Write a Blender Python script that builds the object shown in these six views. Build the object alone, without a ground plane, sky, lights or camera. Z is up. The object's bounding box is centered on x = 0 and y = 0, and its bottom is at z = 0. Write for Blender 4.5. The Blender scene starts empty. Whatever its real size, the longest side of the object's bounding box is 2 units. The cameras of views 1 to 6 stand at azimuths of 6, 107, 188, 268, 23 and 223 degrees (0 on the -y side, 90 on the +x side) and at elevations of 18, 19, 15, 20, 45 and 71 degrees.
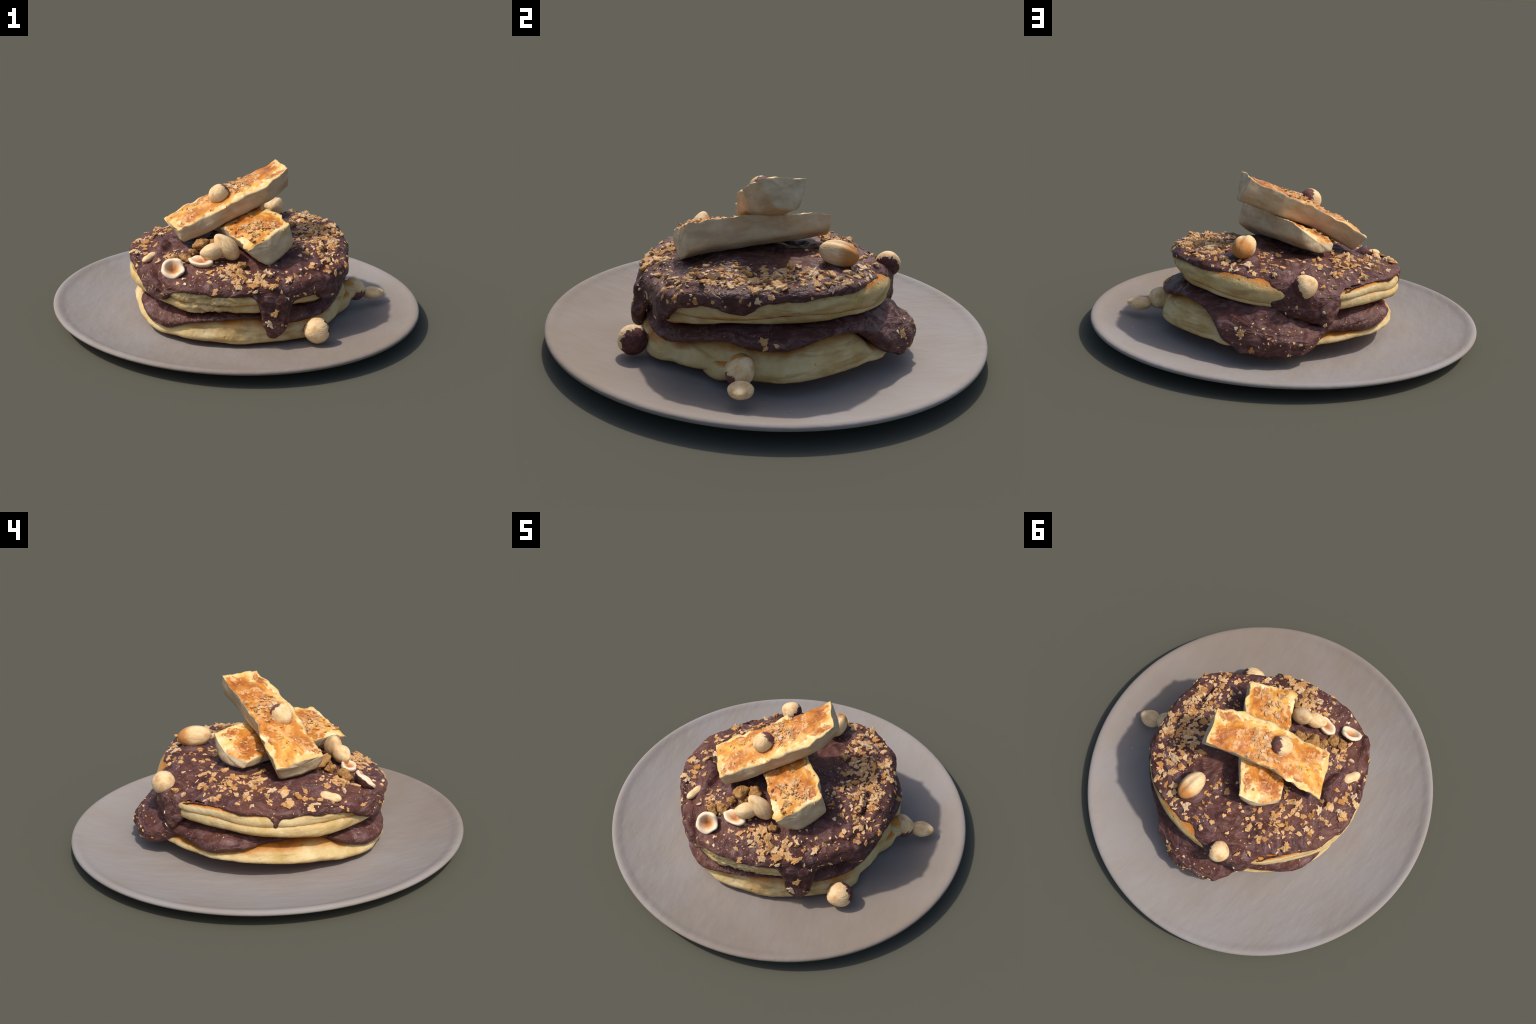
# A stack of three pancakes with chocolate spread, fried banana and hazelnuts on a stoneware plate.
import bpy, bmesh, math, random
import numpy as np
from mathutils import Vector, Matrix, Quaternion, noise
from mathutils.bvhtree import BVHTree

rng = random.Random(7)
TAU = 2 * math.pi
CX, CY = 0.03, 0.02            # centre of the stack on the plate
scene = bpy.context.scene


# ------------------------------------------------------------------ helpers
def curve(pairs):
    """Periodic smooth function of azimuth in degrees through (azimuth, value) control points."""
    pairs = sorted(pairs)
    a = np.array([p[0] for p in pairs], float)
    v = np.array([p[1] for p in pairs], float)
    a3 = np.concatenate([a - 360, a, a + 360])
    v3 = np.concatenate([v, v, v])
    d = np.diff(v3) / np.diff(a3)
    m = np.zeros_like(v3)
    for i in range(1, len(v3) - 1):          # monotone tangents: no overshoot
        if d[i - 1] * d[i] > 0:
            m[i] = 2 * d[i - 1] * d[i] / (d[i - 1] + d[i])

    def f(x):
        x = x % 360
        i = int(np.searchsorted(a3, x, side="right")) - 1
        h = a3[i + 1] - a3[i]
        t = (x - a3[i]) / h
        return float((2 * t**3 - 3 * t**2 + 1) * v3[i] + (t**3 - 2 * t**2 + t) * h * m[i]
                     + (-2 * t**3 + 3 * t**2) * v3[i + 1] + (t**3 - t**2) * h * m[i + 1])
    return f


def nz(p, s, seed=0.0):
    return noise.noise(Vector((p[0] * s + seed, p[1] * s - seed * 0.7, p[2] * s + seed * 1.3)))


def fbm(p, s, seed=0.0, octs=3):
    t, a = 0.0, 1.0
    for _ in range(octs):
        t += a * nz(p, s, seed)
        s *= 2.03
        a *= 0.5
        seed += 11.1
    return t


def smooth01(a, b, x):
    t = min(1.0, max(0.0, (x - a) / (b - a)))        # a > b gives a falling step
    return t * t * (3 - 2 * t)


def bump(az, c, w):
    d = (az - c + 180) % 360 - 180
    return math.exp(-(d / w) ** 2)


def make_obj(name, verts, faces, mat, parent=None, smooth=True):
    me = bpy.data.meshes.new(name)
    me.from_pydata([tuple(v) for v in verts], [], faces)
    me.update()
    mats = mat if isinstance(mat, (list, tuple)) else [mat]
    for m in mats:
        me.materials.append(m)
    me.polygons.foreach_set("use_smooth", [smooth] * len(me.polygons))
    ob = bpy.data.objects.new(name, me)
    scene.collection.objects.link(ob)
    if parent:
        ob.parent = parent
    return ob


def revolve(profile_at, n):
    """Closed skin from profile_at(azimuth) -> list of (r, z); first and last points lie on the axis."""
    rows = []
    for i in range(n):
        az = 360.0 * i / n
        c, s = math.cos(math.radians(az)), math.sin(math.radians(az))
        rows.append([(r * c, r * s, z) for r, z in profile_at(az)])
    m = len(rows[0])
    verts, faces = [], []
    bot = tuple(np.mean([r[0] for r in rows], axis=0))
    top = tuple(np.mean([r[-1] for r in rows], axis=0))
    for r in rows:
        verts += r[1:-1]
    k = m - 2
    b, t = len(verts), len(verts) + 1
    verts += [bot, top]
    for i in range(n):
        j = (i + 1) % n
        faces.append((b, j * k, i * k))
        for q in range(k - 1):
            faces.append((i * k + q, j * k + q, j * k + q + 1, i * k + q + 1))
        faces.append((t, i * k + k - 1, j * k + k - 1))
    return verts, faces


def resample(pts, step):
    """Polyline -> points about every step along it."""
    out = [pts[0]]
    for (r0, z0), (r1, z1) in zip(pts[:-1], pts[1:]):
        k = max(1, round(math.hypot(r1 - r0, z1 - z0) / step))
        for q in range(1, k + 1):
            out.append((r0 + (r1 - r0) * q / k, z0 + (z1 - z0) * q / k))
    return out


def resample_n(pts, n):
    d = [0.0]
    for (r0, z0), (r1, z1) in zip(pts[:-1], pts[1:]):
        d.append(d[-1] + math.hypot(r1 - r0, z1 - z0))
    x = np.linspace(0, d[-1], n)
    return list(zip(np.interp(x, d, [p[0] for p in pts]), np.interp(x, d, [p[1] for p in pts])))


def chaikin(pts, times=2):
    for _ in range(times):
        new = [pts[0]]
        for p, q in zip(pts[:-1], pts[1:]):
            new.append((p[0] * .75 + q[0] * .25, p[1] * .75 + q[1] * .25))
            new.append((p[0] * .25 + q[0] * .75, p[1] * .25 + q[1] * .75))
        pts = new + [pts[-1]]
    return pts


def ball(center, radii, seg=24, rings=14, rot=None):
    v, f = [], []
    R = rot or Matrix.Identity(3)
    for i in range(rings + 1):
        t = math.pi * i / rings
        if i in (0, rings):
            v.append(Vector(center) + R @ Vector((0, 0, radii[2] * math.cos(t))))
            continue
        for j in range(seg):
            a = TAU * j / seg
            v.append(Vector(center) + R @ Vector((radii[0] * math.sin(t) * math.cos(a), radii[1] * math.sin(t) * math.sin(a), radii[2] * math.cos(t))))
    def idx(i, j):
        return 0 if i == 0 else (1 + (rings - 1) * seg if i == rings else 1 + (i - 1) * seg + j % seg)
    for i in range(rings):
        for j in range(seg):
            q = [idx(i, j), idx(i + 1, j), idx(i + 1, j + 1), idx(i, j + 1)]
            q = list(dict.fromkeys(q))
            f.append(tuple(q))
    return v, f


def join(parts):
    v, f = [], []
    for pv, pf in parts:
        o = len(v)
        v += list(pv)
        f += [tuple(i + o for i in q) for q in pf]
    return v, f


def fuse(name, parts, voxel, rounds):
    """Union of closed skins, melted together: voxel remesh, then a little smoothing."""
    v, f = join(parts)
    me = bpy.data.meshes.new(name + "_raw")
    me.from_pydata([tuple(p) for p in v], [], f)
    me.update()
    ob = bpy.data.objects.new(name + "_raw", me)
    scene.collection.objects.link(ob)
    md = ob.modifiers.new("melt", "REMESH")
    md.mode, md.voxel_size, md.use_smooth_shade = "VOXEL", voxel, True
    sm = ob.modifiers.new("soft", "SMOOTH")
    sm.factor, sm.iterations = 0.5, rounds
    dg = bpy.context.evaluated_depsgraph_get()
    out = bpy.data.meshes.new_from_object(ob.evaluated_get(dg))
    bpy.data.objects.remove(ob)
    bpy.data.meshes.remove(me)
    return out


def push(me, fn):
    """Move every vertex along its normal by fn(position, normal)."""
    n = len(me.vertices)
    co = np.empty(n * 3); me.vertices.foreach_get("co", co); co = co.reshape(-1, 3)
    no = np.array([v.normal[:] for v in me.vertices])
    d = np.array([fn(c, q) for c, q in zip(co, no)])
    co = co + no * d[:, None]
    me.vertices.foreach_set("co", co.ravel())
    me.update()


# ------------------------------------------------------------------ materials
class Nodes:
    def __init__(self, name, rough=0.6, spec=0.3):
        self.mat = bpy.data.materials.new(name)
        self.mat.use_nodes = True
        self.t = self.mat.node_tree
        self.t.nodes.clear()
        self.out = self.t.nodes.new("ShaderNodeOutputMaterial")
        self.bsdf = self.t.nodes.new("ShaderNodeBsdfPrincipled")
        self.t.links.new(self.bsdf.outputs[0], self.out.inputs[0])
        self.bsdf.inputs["Roughness"].default_value = rough
        self.bsdf.inputs["Specular IOR Level"].default_value = spec
        self.co = self.t.nodes.new("ShaderNodeTexCoord").outputs["Object"]

    def link(self, a, b):
        self.t.links.new(a, b)

    def mapping(self, scale=(1, 1, 1), rot=(0, 0, 0), loc=(0, 0, 0), src=None):
        n = self.t.nodes.new("ShaderNodeMapping")
        n.inputs["Scale"].default_value = scale
        n.inputs["Rotation"].default_value = rot
        n.inputs["Location"].default_value = loc
        self.link(src or self.co, n.inputs[0])
        return n.outputs[0]

    def noise(self, scale, detail=3, rough=0.55, dist=0.0, vec=None):
        n = self.t.nodes.new("ShaderNodeTexNoise")
        n.inputs["Scale"].default_value = scale
        n.inputs["Detail"].default_value = detail
        n.inputs["Roughness"].default_value = rough
        n.inputs["Distortion"].default_value = dist
        self.link(vec or self.co, n.inputs["Vector"])
        return n.outputs["Fac"]

    def voronoi(self, scale, feature="F1", vec=None, out="Distance"):
        n = self.t.nodes.new("ShaderNodeTexVoronoi")
        n.feature = feature
        n.inputs["Scale"].default_value = scale
        self.link(vec or self.co, n.inputs["Vector"])
        return n.outputs[out]

    def wave(self, scale, dist=4.0, detail=3, vec=None, band="BANDS", direction="X"):
        n = self.t.nodes.new("ShaderNodeTexWave")
        n.wave_type = band
        n.bands_direction = direction
        n.inputs["Scale"].default_value = scale
        n.inputs["Distortion"].default_value = dist
        n.inputs["Detail"].default_value = detail
        self.link(vec or self.co, n.inputs["Vector"])
        return n.outputs["Fac"]

    def ramp(self, fac, stops, interp="LINEAR"):
        n = self.t.nodes.new("ShaderNodeValToRGB")
        n.color_ramp.interpolation = interp
        el = n.color_ramp.elements
        while len(el) < len(stops):
            el.new(0.5)
        for e, (p, c) in zip(el, stops):
            e.position = p
            e.color = (c, c, c, 1) if isinstance(c, (int, float)) else (*c, 1)
        self.link(fac, n.inputs[0])
        return n.outputs[0]

    def mix(self, fac, a, b, mode="MIX"):
        n = self.t.nodes.new("ShaderNodeMix")
        n.data_type, n.blend_type = "RGBA", mode
        for s, v in ((n.inputs[0], fac), (n.inputs[6], a), (n.inputs[7], b)):
            if isinstance(v, (int, float)):
                s.default_value = v
            elif isinstance(v, tuple):
                s.default_value = (*v, 1)
            else:
                self.link(v, s)
        return n.outputs[2]

    def math(self, op, a, b=0.0, c=0.0, clamp=False):
        n = self.t.nodes.new("ShaderNodeMath")
        n.operation, n.use_clamp = op, clamp
        for s, v in zip(n.inputs, (a, b, c)):
            if isinstance(v, (int, float)):
                s.default_value = v
            else:
                self.link(v, s)
        return n.outputs[0]

    def axis(self, src=None):
        n = self.t.nodes.new("ShaderNodeSeparateXYZ")
        self.link(src or self.co, n.inputs[0])
        return n.outputs

    def normal_z(self):
        g = self.t.nodes.new("ShaderNodeNewGeometry")
        return self.axis(g.outputs["Normal"])[2]

    def random(self):
        return self.t.nodes.new("ShaderNodeObjectInfo").outputs["Random"]

    def island(self):
        return self.t.nodes.new("ShaderNodeNewGeometry").outputs["Random Per Island"]

    def color(self, c):
        if isinstance(c, tuple):
            self.bsdf.inputs["Base Color"].default_value = (*c, 1)
        else:
            self.link(c, self.bsdf.inputs["Base Color"])

    def bump(self, h, strength=0.3, dist=0.01):
        n = self.t.nodes.new("ShaderNodeBump")
        n.inputs["Strength"].default_value = strength
        n.inputs["Distance"].default_value = dist
        self.link(h, n.inputs["Height"])
        self.link(n.outputs[0], self.bsdf.inputs["Normal"])


def mat_plate():
    m = Nodes("stoneware_glaze", 0.85, 0.12)
    tone = m.noise(3.0, 5, 0.6)
    c = m.ramp(tone, [(0.30, (0.250, 0.213, 0.184)), (0.5, (0.262, 0.231, 0.211)), (0.70, (0.268, 0.246, 0.236))])
    fleck = m.noise(30, 4, 0.6, vec=m.mapping((1, 0.25, 1), (0, 0, 0.6)))
    c = m.mix(m.ramp(fleck, [(0.35, 0.0), (0.7, 0.30)]), c, (0.285, 0.250, 0.218))
    x, y, z = m.axis()                 # shading of the +x -y side, painted mildly as a brown tint
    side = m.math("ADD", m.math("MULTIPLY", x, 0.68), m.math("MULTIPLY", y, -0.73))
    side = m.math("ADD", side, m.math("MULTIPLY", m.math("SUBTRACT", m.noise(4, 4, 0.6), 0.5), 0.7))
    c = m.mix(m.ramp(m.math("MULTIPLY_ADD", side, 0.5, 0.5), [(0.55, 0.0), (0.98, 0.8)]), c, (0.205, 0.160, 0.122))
    m.color(c)
    m.bump(m.noise(22, 3, 0.5, vec=m.mapping((1, 0.4, 1), (0, 0, 0.6))), 0.4, 0.010)
    return m.mat


def mat_chocolate():
    m = Nodes("chocolate_spread", 0.45, 0.14)
    base = m.ramp(m.noise(5, 4, 0.6, 1.2), [(0.3, (0.054, 0.020, 0.016)), (0.5, (0.090, 0.036, 0.030)), (0.7, (0.128, 0.057, 0.050))])
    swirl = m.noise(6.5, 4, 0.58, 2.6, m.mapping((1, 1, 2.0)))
    c = m.mix(m.ramp(swirl, [(0.50, 0.0), (0.68, 0.8)]), base, (0.185, 0.106, 0.102))  # soft sheen of the spread lightened into its base colour
    warm = m.noise(3.1, 3, 0.5, 0.6, m.mapping(loc=(3, 1, 7)))
    c = m.mix(m.ramp(warm, [(0.48, 0.0), (0.66, 0.7)]), c, (0.140, 0.056, 0.038))
    streak = m.noise(9, 4, 0.6, 3.5, m.mapping((1, 0.45, 1.5), (0, 0, 0.9), (2, 2, 5)))
    c = m.mix(m.ramp(streak, [(0.54, 0.0), (0.66, 0.7)]), c, (0.045, 0.017, 0.014))
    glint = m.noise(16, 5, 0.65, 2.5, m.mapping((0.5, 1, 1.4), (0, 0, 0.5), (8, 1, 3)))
    c = m.mix(m.ramp(glint, [(0.60, 0.0), (0.72, 0.5)]), c, (0.30, 0.195, 0.190))  # small glossy highlights painted in, independent of the sun
    # fine nut dust, ragged specks gathered in patches
    wob = m.t.nodes.new("ShaderNodeTexNoise")
    wob.inputs["Scale"].default_value, wob.inputs["Detail"].default_value = 90, 3
    m.link(m.co, wob.inputs["Vector"])
    add = m.t.nodes.new("ShaderNodeVectorMath")
    add.operation = "MULTIPLY_ADD"
    m.link(wob.outputs["Color"], add.inputs[0])
    add.inputs[1].default_value = (0.014, 0.014, 0.014)
    m.link(m.co, add.inputs[2])
    gate = m.noise(5, 3, 0.6, vec=m.mapping(loc=(9, 4, 2)))
    for scale, at, tone in ((58, (0.09, 0.15), (0.46, 0.27, 0.15)), (30, (0.10, 0.14), (0.52, 0.31, 0.14))):
        dots = m.voronoi(scale, vec=add.outputs[0])
        spot = m.math("MULTIPLY", m.ramp(dots, [(at[0], 1.0), (at[1], 0.0)]), m.ramp(gate, [(0.44, 0.0), (0.54, 0.9)]))
        c = m.mix(spot, c, tone)
    m.color(c)
    m.bump(m.math("ADD", m.math("MULTIPLY", m.noise(24, 3, 0.5, 1.0), 0.6), m.math("MULTIPLY", swirl, 2.6)), 0.55, 0.012)
    m.link(m.ramp(swirl, [(0.4, 0.38), (0.7, 0.6)]), m.bsdf.inputs["Roughness"])
    return m.mat


def mat_pancake():
    """Pale crumb on the rim, griddled brown on the flat faces."""
    m = Nodes("griddled_pancake", 0.85, 0.1)
    pale = m.ramp(m.noise(7, 4, 0.6), [(0.28, (0.46, 0.32, 0.115)), (0.48, (0.58, 0.425, 0.20)), (0.7, (0.68, 0.54, 0.30))])
    pore = m.voronoi(26)
    gate = m.noise(9, 2, 0.5, vec=m.mapping(loc=(4, 4, 4)))
    pore = m.math("MULTIPLY", m.ramp(pore, [(0.06, 1.0), (0.22, 0.0)]), m.ramp(gate, [(0.48, 0.0), (0.62, 0.7)]))
    pale = m.mix(pore, pale, (0.40, 0.25, 0.06))
    blush = m.noise(3.3, 4, 0.6, 0.4, m.mapping((1, 1, 5.5), loc=(1, 8, 3)))
    pale = m.mix(m.ramp(blush, [(0.50, 0.0), (0.64, 0.75)]), pale, (0.36, 0.215, 0.070))
    brown = m.ramp(m.noise(8, 5, 0.65), [(0.3, (0.33, 0.105, 0.018)), (0.55, (0.50, 0.19, 0.032)), (0.75, (0.62, 0.31, 0.075))])
    n = m.math("ADD", m.math("ABSOLUTE", m.normal_z()), m.math("MULTIPLY", m.math("SUBTRACT", m.noise(11, 4, 0.6), 0.5), 0.45))
    c = m.mix(m.ramp(n, [(0.52, 0.0), (0.86, 1.0)]), pale, brown)
    m.color(c)
    m.bump(m.math("ADD", m.noise(40, 6, 0.7), m.math("MULTIPLY", pore, -1.0)), 0.5, 0.012)
    return m.mat


def mat_banana():
    """Cream flesh with a caramelised cut face; local z points out of the cut face."""
    m = Nodes("fried_banana", 0.6, 0.2)
    x, y, z = m.axis()
    flesh = m.ramp(m.noise(11, 4, 0.6, vec=m.mapping((0.6, 1, 1.6))), [(0.3, (0.46, 0.325, 0.185)), (0.5, (0.58, 0.44, 0.27)), (0.7, (0.69, 0.55, 0.36))])
    stain = m.noise(6, 3, 0.6, vec=m.mapping(loc=(2, 5, 1)))
    flesh = m.mix(m.ramp(stain, [(0.54, 0.0), (0.70, 0.6)]), flesh, (0.48, 0.28, 0.10))
    grain = m.noise(6.5, 4, 0.6, 1.0, m.mapping((0.55, 1.2, 1)))
    syrup = m.ramp(grain, [(0.30, (0.23, 0.058, 0.016)), (0.45, (0.43, 0.140, 0.022)), (0.55, (0.56, 0.230, 0.034)), (0.62, (0.66, 0.370, 0.080)), (0.76, (0.74, 0.52, 0.19))])
    fibre = m.noise(14, 5, 0.7, 1.0, m.mapping((0.35, 1.5, 1), loc=(4, 4, 1)))
    syrup = m.mix(m.ramp(fibre, [(0.55, 0.0), (0.68, 0.6)]), syrup, (0.40, 0.130, 0.030))
    toast = m.ramp(m.noise(17, 5, 0.72), [(0.52, 0.0), (0.60, 0.8)])
    syrup = m.mix(toast, syrup, (0.64, 0.37, 0.155))
    nrm = m.t.nodes.new("ShaderNodeNewGeometry").outputs["Normal"]
    vt = m.t.nodes.new("ShaderNodeVectorTransform")
    vt.vector_type, vt.convert_from, vt.convert_to = "NORMAL", "WORLD", "OBJECT"
    m.link(nrm, vt.inputs[0])
    face = m.ramp(m.math("ADD", m.axis(vt.outputs[0])[2], m.math("MULTIPLY", m.math("SUBTRACT", m.noise(18, 3), 0.5), 0.5)), [(0.45, 0.0), (0.72, 1.0)])
    # pale rind of the cut face toward its long edges and ends
    edge = m.math("ADD", m.math("ABSOLUTE", m.math("MULTIPLY", y, 8.6)), m.math("MULTIPLY", m.math("SUBTRACT", m.noise(13, 4, 0.65), 0.5), 1.5))
    ends = m.math("ADD", m.math("ABSOLUTE", m.math("MULTIPLY", x, 3.0)), m.math("MULTIPLY", m.math("SUBTRACT", m.noise(10, 4, 0.6, vec=m.mapping(loc=(7, 1, 1))), 0.5), 1.1))
    rim = m.ramp(m.math("MAXIMUM", edge, ends), [(0.92, 0.0), (1.30, 0.85)])
    top = m.mix(rim, syrup, m.ramp(m.noise(16, 3), [(0.3, (0.66, 0.37, 0.09)), (0.5, (0.74, 0.52, 0.21)), (0.7, (0.80, 0.66, 0.38))]))
    seeds = m.ramp(m.voronoi(20, vec=m.mapping((1, 1, 0.4))), [(0.07, 0.8), (0.13, 0.0)])
    top = m.mix(m.math("MULTIPLY", seeds, m.ramp(m.noise(5), [(0.5, 0.0), (0.56, 1.0)])), top, (0.20, 0.08, 0.02))
    m.color(m.mix(face, flesh, top))
    m.bump(m.noise(30, 5, 0.65, 0.5, m.mapping((0.6, 1.2, 1))), 0.45, 0.008)
    m.link(m.ramp(face, [(0.0, 0.75), (1.0, 0.40)]), m.bsdf.inputs["Roughness"])
    return m.mat


def mat_nut(skin, toast=False):
    """Blanched hazelnut; skin = how far dark skin creeps up from the base (local -z)."""
    m = Nodes("hazelnut_skin_%d" % round(skin * 10), 0.6, 0.1)
    z = m.axis()[2]
    kern = m.ramp(m.noise(2.2, 4, 0.6, 0.5, m.mapping((1, 1, 0.5))), [(0.3, (0.62, 0.385, 0.18)), (0.5, (0.72, 0.50, 0.265)), (0.7, (0.79, 0.60, 0.37))])
    roast = m.noise(1.1, 2, 0.5, vec=m.mapping(loc=(3, 2, 8)))
    kern = m.mix(m.ramp(roast, [(0.58, 0.0), (0.70, 0.6)]), kern, (0.55, 0.28, 0.10))
    if skin > -1:
        k = m.math("ADD", z, m.math("MULTIPLY", m.math("SUBTRACT", m.noise(3.0, 4, 0.65), 0.5), 1.1))
        k = m.ramp(m.math("ADD", m.math("MULTIPLY", k, 0.5), 0.5), [((skin + 1) / 2, 1.0), ((skin + 1) / 2 + 0.025, 0.0)])
        dark = m.ramp(m.noise(5, 4, 0.6), [(0.3, (0.058, 0.020, 0.019)), (0.7, (0.150, 0.058, 0.050))] if skin > -.5 else [(0.3, (0.105, 0.040, 0.034)), (0.7, (0.215, 0.100, 0.082))])
        kern = m.mix(k, kern, dark)
    if toast:                          # one end left longer in the oven
        k = m.math("ADD", z, m.math("MULTIPLY", m.math("SUBTRACT", m.noise(1.5, 3), 0.5), 0.5))
        kern = m.mix(m.ramp(m.math("ADD", m.math("MULTIPLY", k, 0.5), 0.5), [(0.22, 1.0), (0.46, 0.0)]), kern, (0.50, 0.215, 0.062))
    m.color(kern)
    m.bump(m.noise(7, 4, 0.6, 0.4, m.mapping((1, 1, 0.35))), 0.22, 0.05)
    return m.mat


def mat_nut_face():
    m = Nodes("cut_hazelnut", 0.5, 0.3)
    x, y, z = m.axis()
    r = m.math("SQRT", m.math("ADD", m.math("MULTIPLY", x, x), m.math("MULTIPLY", y, y)))
    r = m.math("ADD", r, m.math("MULTIPLY", m.math("SUBTRACT", m.noise(2.5, 3), 0.5), 0.35))
    m.color(m.ramp(r, [(0.1, (0.33, 0.115, 0.03)), (0.36, (0.55, 0.25, 0.09)), (0.62, (0.70, 0.50, 0.31)), (0.85, (0.76, 0.60, 0.42))]))
    return m.mat


def mat_crumb():
    m = Nodes("chopped_nut_crumb", 0.65, 0.25)
    r = m.math("FRACT", m.math("ADD", m.math("MULTIPLY", m.island(), 7.3), m.math("MULTIPLY", m.random(), 5.7)))
    c = m.ramp(r, [(0.0, (0.42, 0.180, 0.050)), (0.2, (0.56, 0.295, 0.105)), (0.55, (0.64, 0.385, 0.175)), (0.8, (0.68, 0.45, 0.235)), (1.0, (0.74, 0.56, 0.36))])
    g = m.noise(2.6, 4, 0.6)
    c = m.mix(m.ramp(g, [(0.38, 0.45), (0.6, 0.0)]), c, (0.44, 0.20, 0.062))
    m.color(c)
    m.bump(m.noise(3, 4, 0.6), 0.4, 0.1)
    return m.mat


def mat_crumble():
    m = Nodes("toasted_crumble", 0.7, 0.2)
    c = m.ramp(m.noise(2.2, 5, 0.65), [(0.3, (0.30, 0.125, 0.036)), (0.5, (0.48, 0.245, 0.080)), (0.7, (0.60, 0.36, 0.14))])
    m.color(c)
    m.bump(m.noise(4, 5, 0.65), 0.6, 0.1)
    return m.mat


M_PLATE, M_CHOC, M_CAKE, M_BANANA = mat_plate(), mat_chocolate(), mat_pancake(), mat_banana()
M_FACE, M_CRUMB, M_CRUMBLE = mat_nut_face(), mat_crumb(), mat_crumble()
M_NUT = {k: mat_nut(k) for k in (-1.5, -0.55, -0.3, 0.25)}
M_NUT["toast"] = mat_nut(-1.5, True)

# ------------------------------------------------------------------ plate
PLATE_R = (0.0, .45, .55, .62, .68, .74, .80, .86, .90, .94, .955, .965)
PLATE_Z = (.0080, .0082, .0102, .0130, .0170, .0242, .0355, .0490, .0590, .0695, .0738, .0768)


def plate_top(r):
    return float(np.interp(r, PLATE_R, PLATE_Z))

prof = [(0.0, 0.0), (0.30, 0.0), (0.52, 0.0), (0.60, 0.0015), (0.70, 0.008), (0.80, 0.0200), (0.90, 0.039), (0.96, 0.0535), (0.985, 0.0610)]
prof += [(0.9895 + 0.0105 * math.sin(t), 0.0722 - 0.0105 * math.cos(t)) for t in np.linspace(0.15, 1.45, 7)]
prof += [(1.0, 0.0735), (0.9985, 0.0778), (0.9945, 0.0818), (0.988, 0.0842), (0.980, 0.0846), (0.972, 0.0831), (0.964, 0.0802), (0.955, 0.0765)]
prof += [(r, plate_top(r)) for r in (0.94, 0.90, 0.86, 0.80, 0.74, 0.68, 0.62, 0.55, 0.45, 0.3, 0.15)] + [(0.0, plate_top(0))]
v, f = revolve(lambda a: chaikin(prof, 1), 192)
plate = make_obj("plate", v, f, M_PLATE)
plate["label"] = "round grey stoneware coupe plate with thin rolled rim"
plate["category"] = "plate"

stack = bpy.data.objects.new("pancake_stack", None)
scene.collection.objects.link(stack)
stack.location = (CX, CY, 0.0)
stack["label"] = "pancake stack with chocolate spread, fried banana and hazelnuts"
stack["category"] = "pancakes"
# parts are modelled around the axis of the stack, in its own frame

# ------------------------------------------------------------------ measured rims (azimuth, value)
R_TOP = curve([(0, .565), (8, .553), (16, .55), (28, .565), (35, .56), (45, .55), (58, .535), (68, .52), (78, .508), (89, .493), (97, .518), (105, .535), (114, .548),
               (122, .550), (131, .548), (136, .545), (143, .535), (154, .55), (165, .58), (180, .605), (194, .622), (206, .622), (216, .635), (226, .65), (237, .664),
               (247, .658), (259, .635), (268, .622), (277, .612), (286, .600), (293, .594), (303, .57), (314, .572), (326, .60), (337, .61), (349, .575)])
Z_LOW = curve([(0, .335), (5, .33), (16, .388), (28, .405), (42, .41), (57, .405), (70, .388), (81, .37), (89, .345), (94, .27), (101, .23), (110, .22),
               (118, .20), (126, .195), (131, .25), (135, .345), (142, .353), (155, .354), (166, .347), (175, .339), (180, .334), (183, .272), (186, .329), (195, .33), (208, .31),
               (218, .287), (224, .255), (231, .238), (239, .228), (245, .28), (251, .30), (258, .30), (265, .283), (270, .281), (277, .292), (282, .272),
               (286, .15), (289, .09), (293, .075), (297, .10), (300, .17), (305, .232), (311, .243), (318, .25), (322, .222), (327, .215), (332, .27), (339, .325), (350, .348)])
R_CAKE = curve([(0, .548), (20, .548), (35, .560), (47, .556), (60, .545), (78, .535), (97, .53), (115, .53), (134, .552), (150, .562), (165, .592), (180, .618),
                (195, .630), (208, .628), (218, .628), (232, .642), (246, .655), (253, .648), (262, .634), (271, .624), (277, .606), (285, .590), (293, .572), (310, .545), (325, .555), (340, .555)])
ZA_LOW = curve([(0, .29), (15, .315), (36, .335), (52, .325), (74, .292), (90, .278), (130, .30), (150, .30), (175, .275), (200, .27), (225, .25), (250, .235), (275, .235), (300, .25), (325, .255), (345, .27)])
ZB_LOW = curve([(0, .278), (22, .288), (49, .298), (72, .285), (100, .27), (131, .253), (156, .252), (174, .240), (190, .224), (204, .202), (221, .20), (240, .205),
                (252, .178), (264, .192), (285, .188), (306, .204), (320, .19), (335, .225), (348, .255)])
R_LOW = curve([(0, .572), (12, .592), (20, .606), (28, .606), (36, .594), (50, .583), (60, .580), (68, .596), (73, .622), (78, .643), (89, .652), (100, .65), (110, .636), (116, .605), (121, .565), (127, .55), (138, .56),
               (148, .588), (158, .605), (168, .598), (177, .558), (186, .538), (198, .534), (207, .552), (215, .612), (226, .645), (238, .660), (246, .652), (254, .628), (262, .606), (274, .582), (287, .568), (300, .562), (315, .565), (330, .565), (348, .562)])
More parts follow.
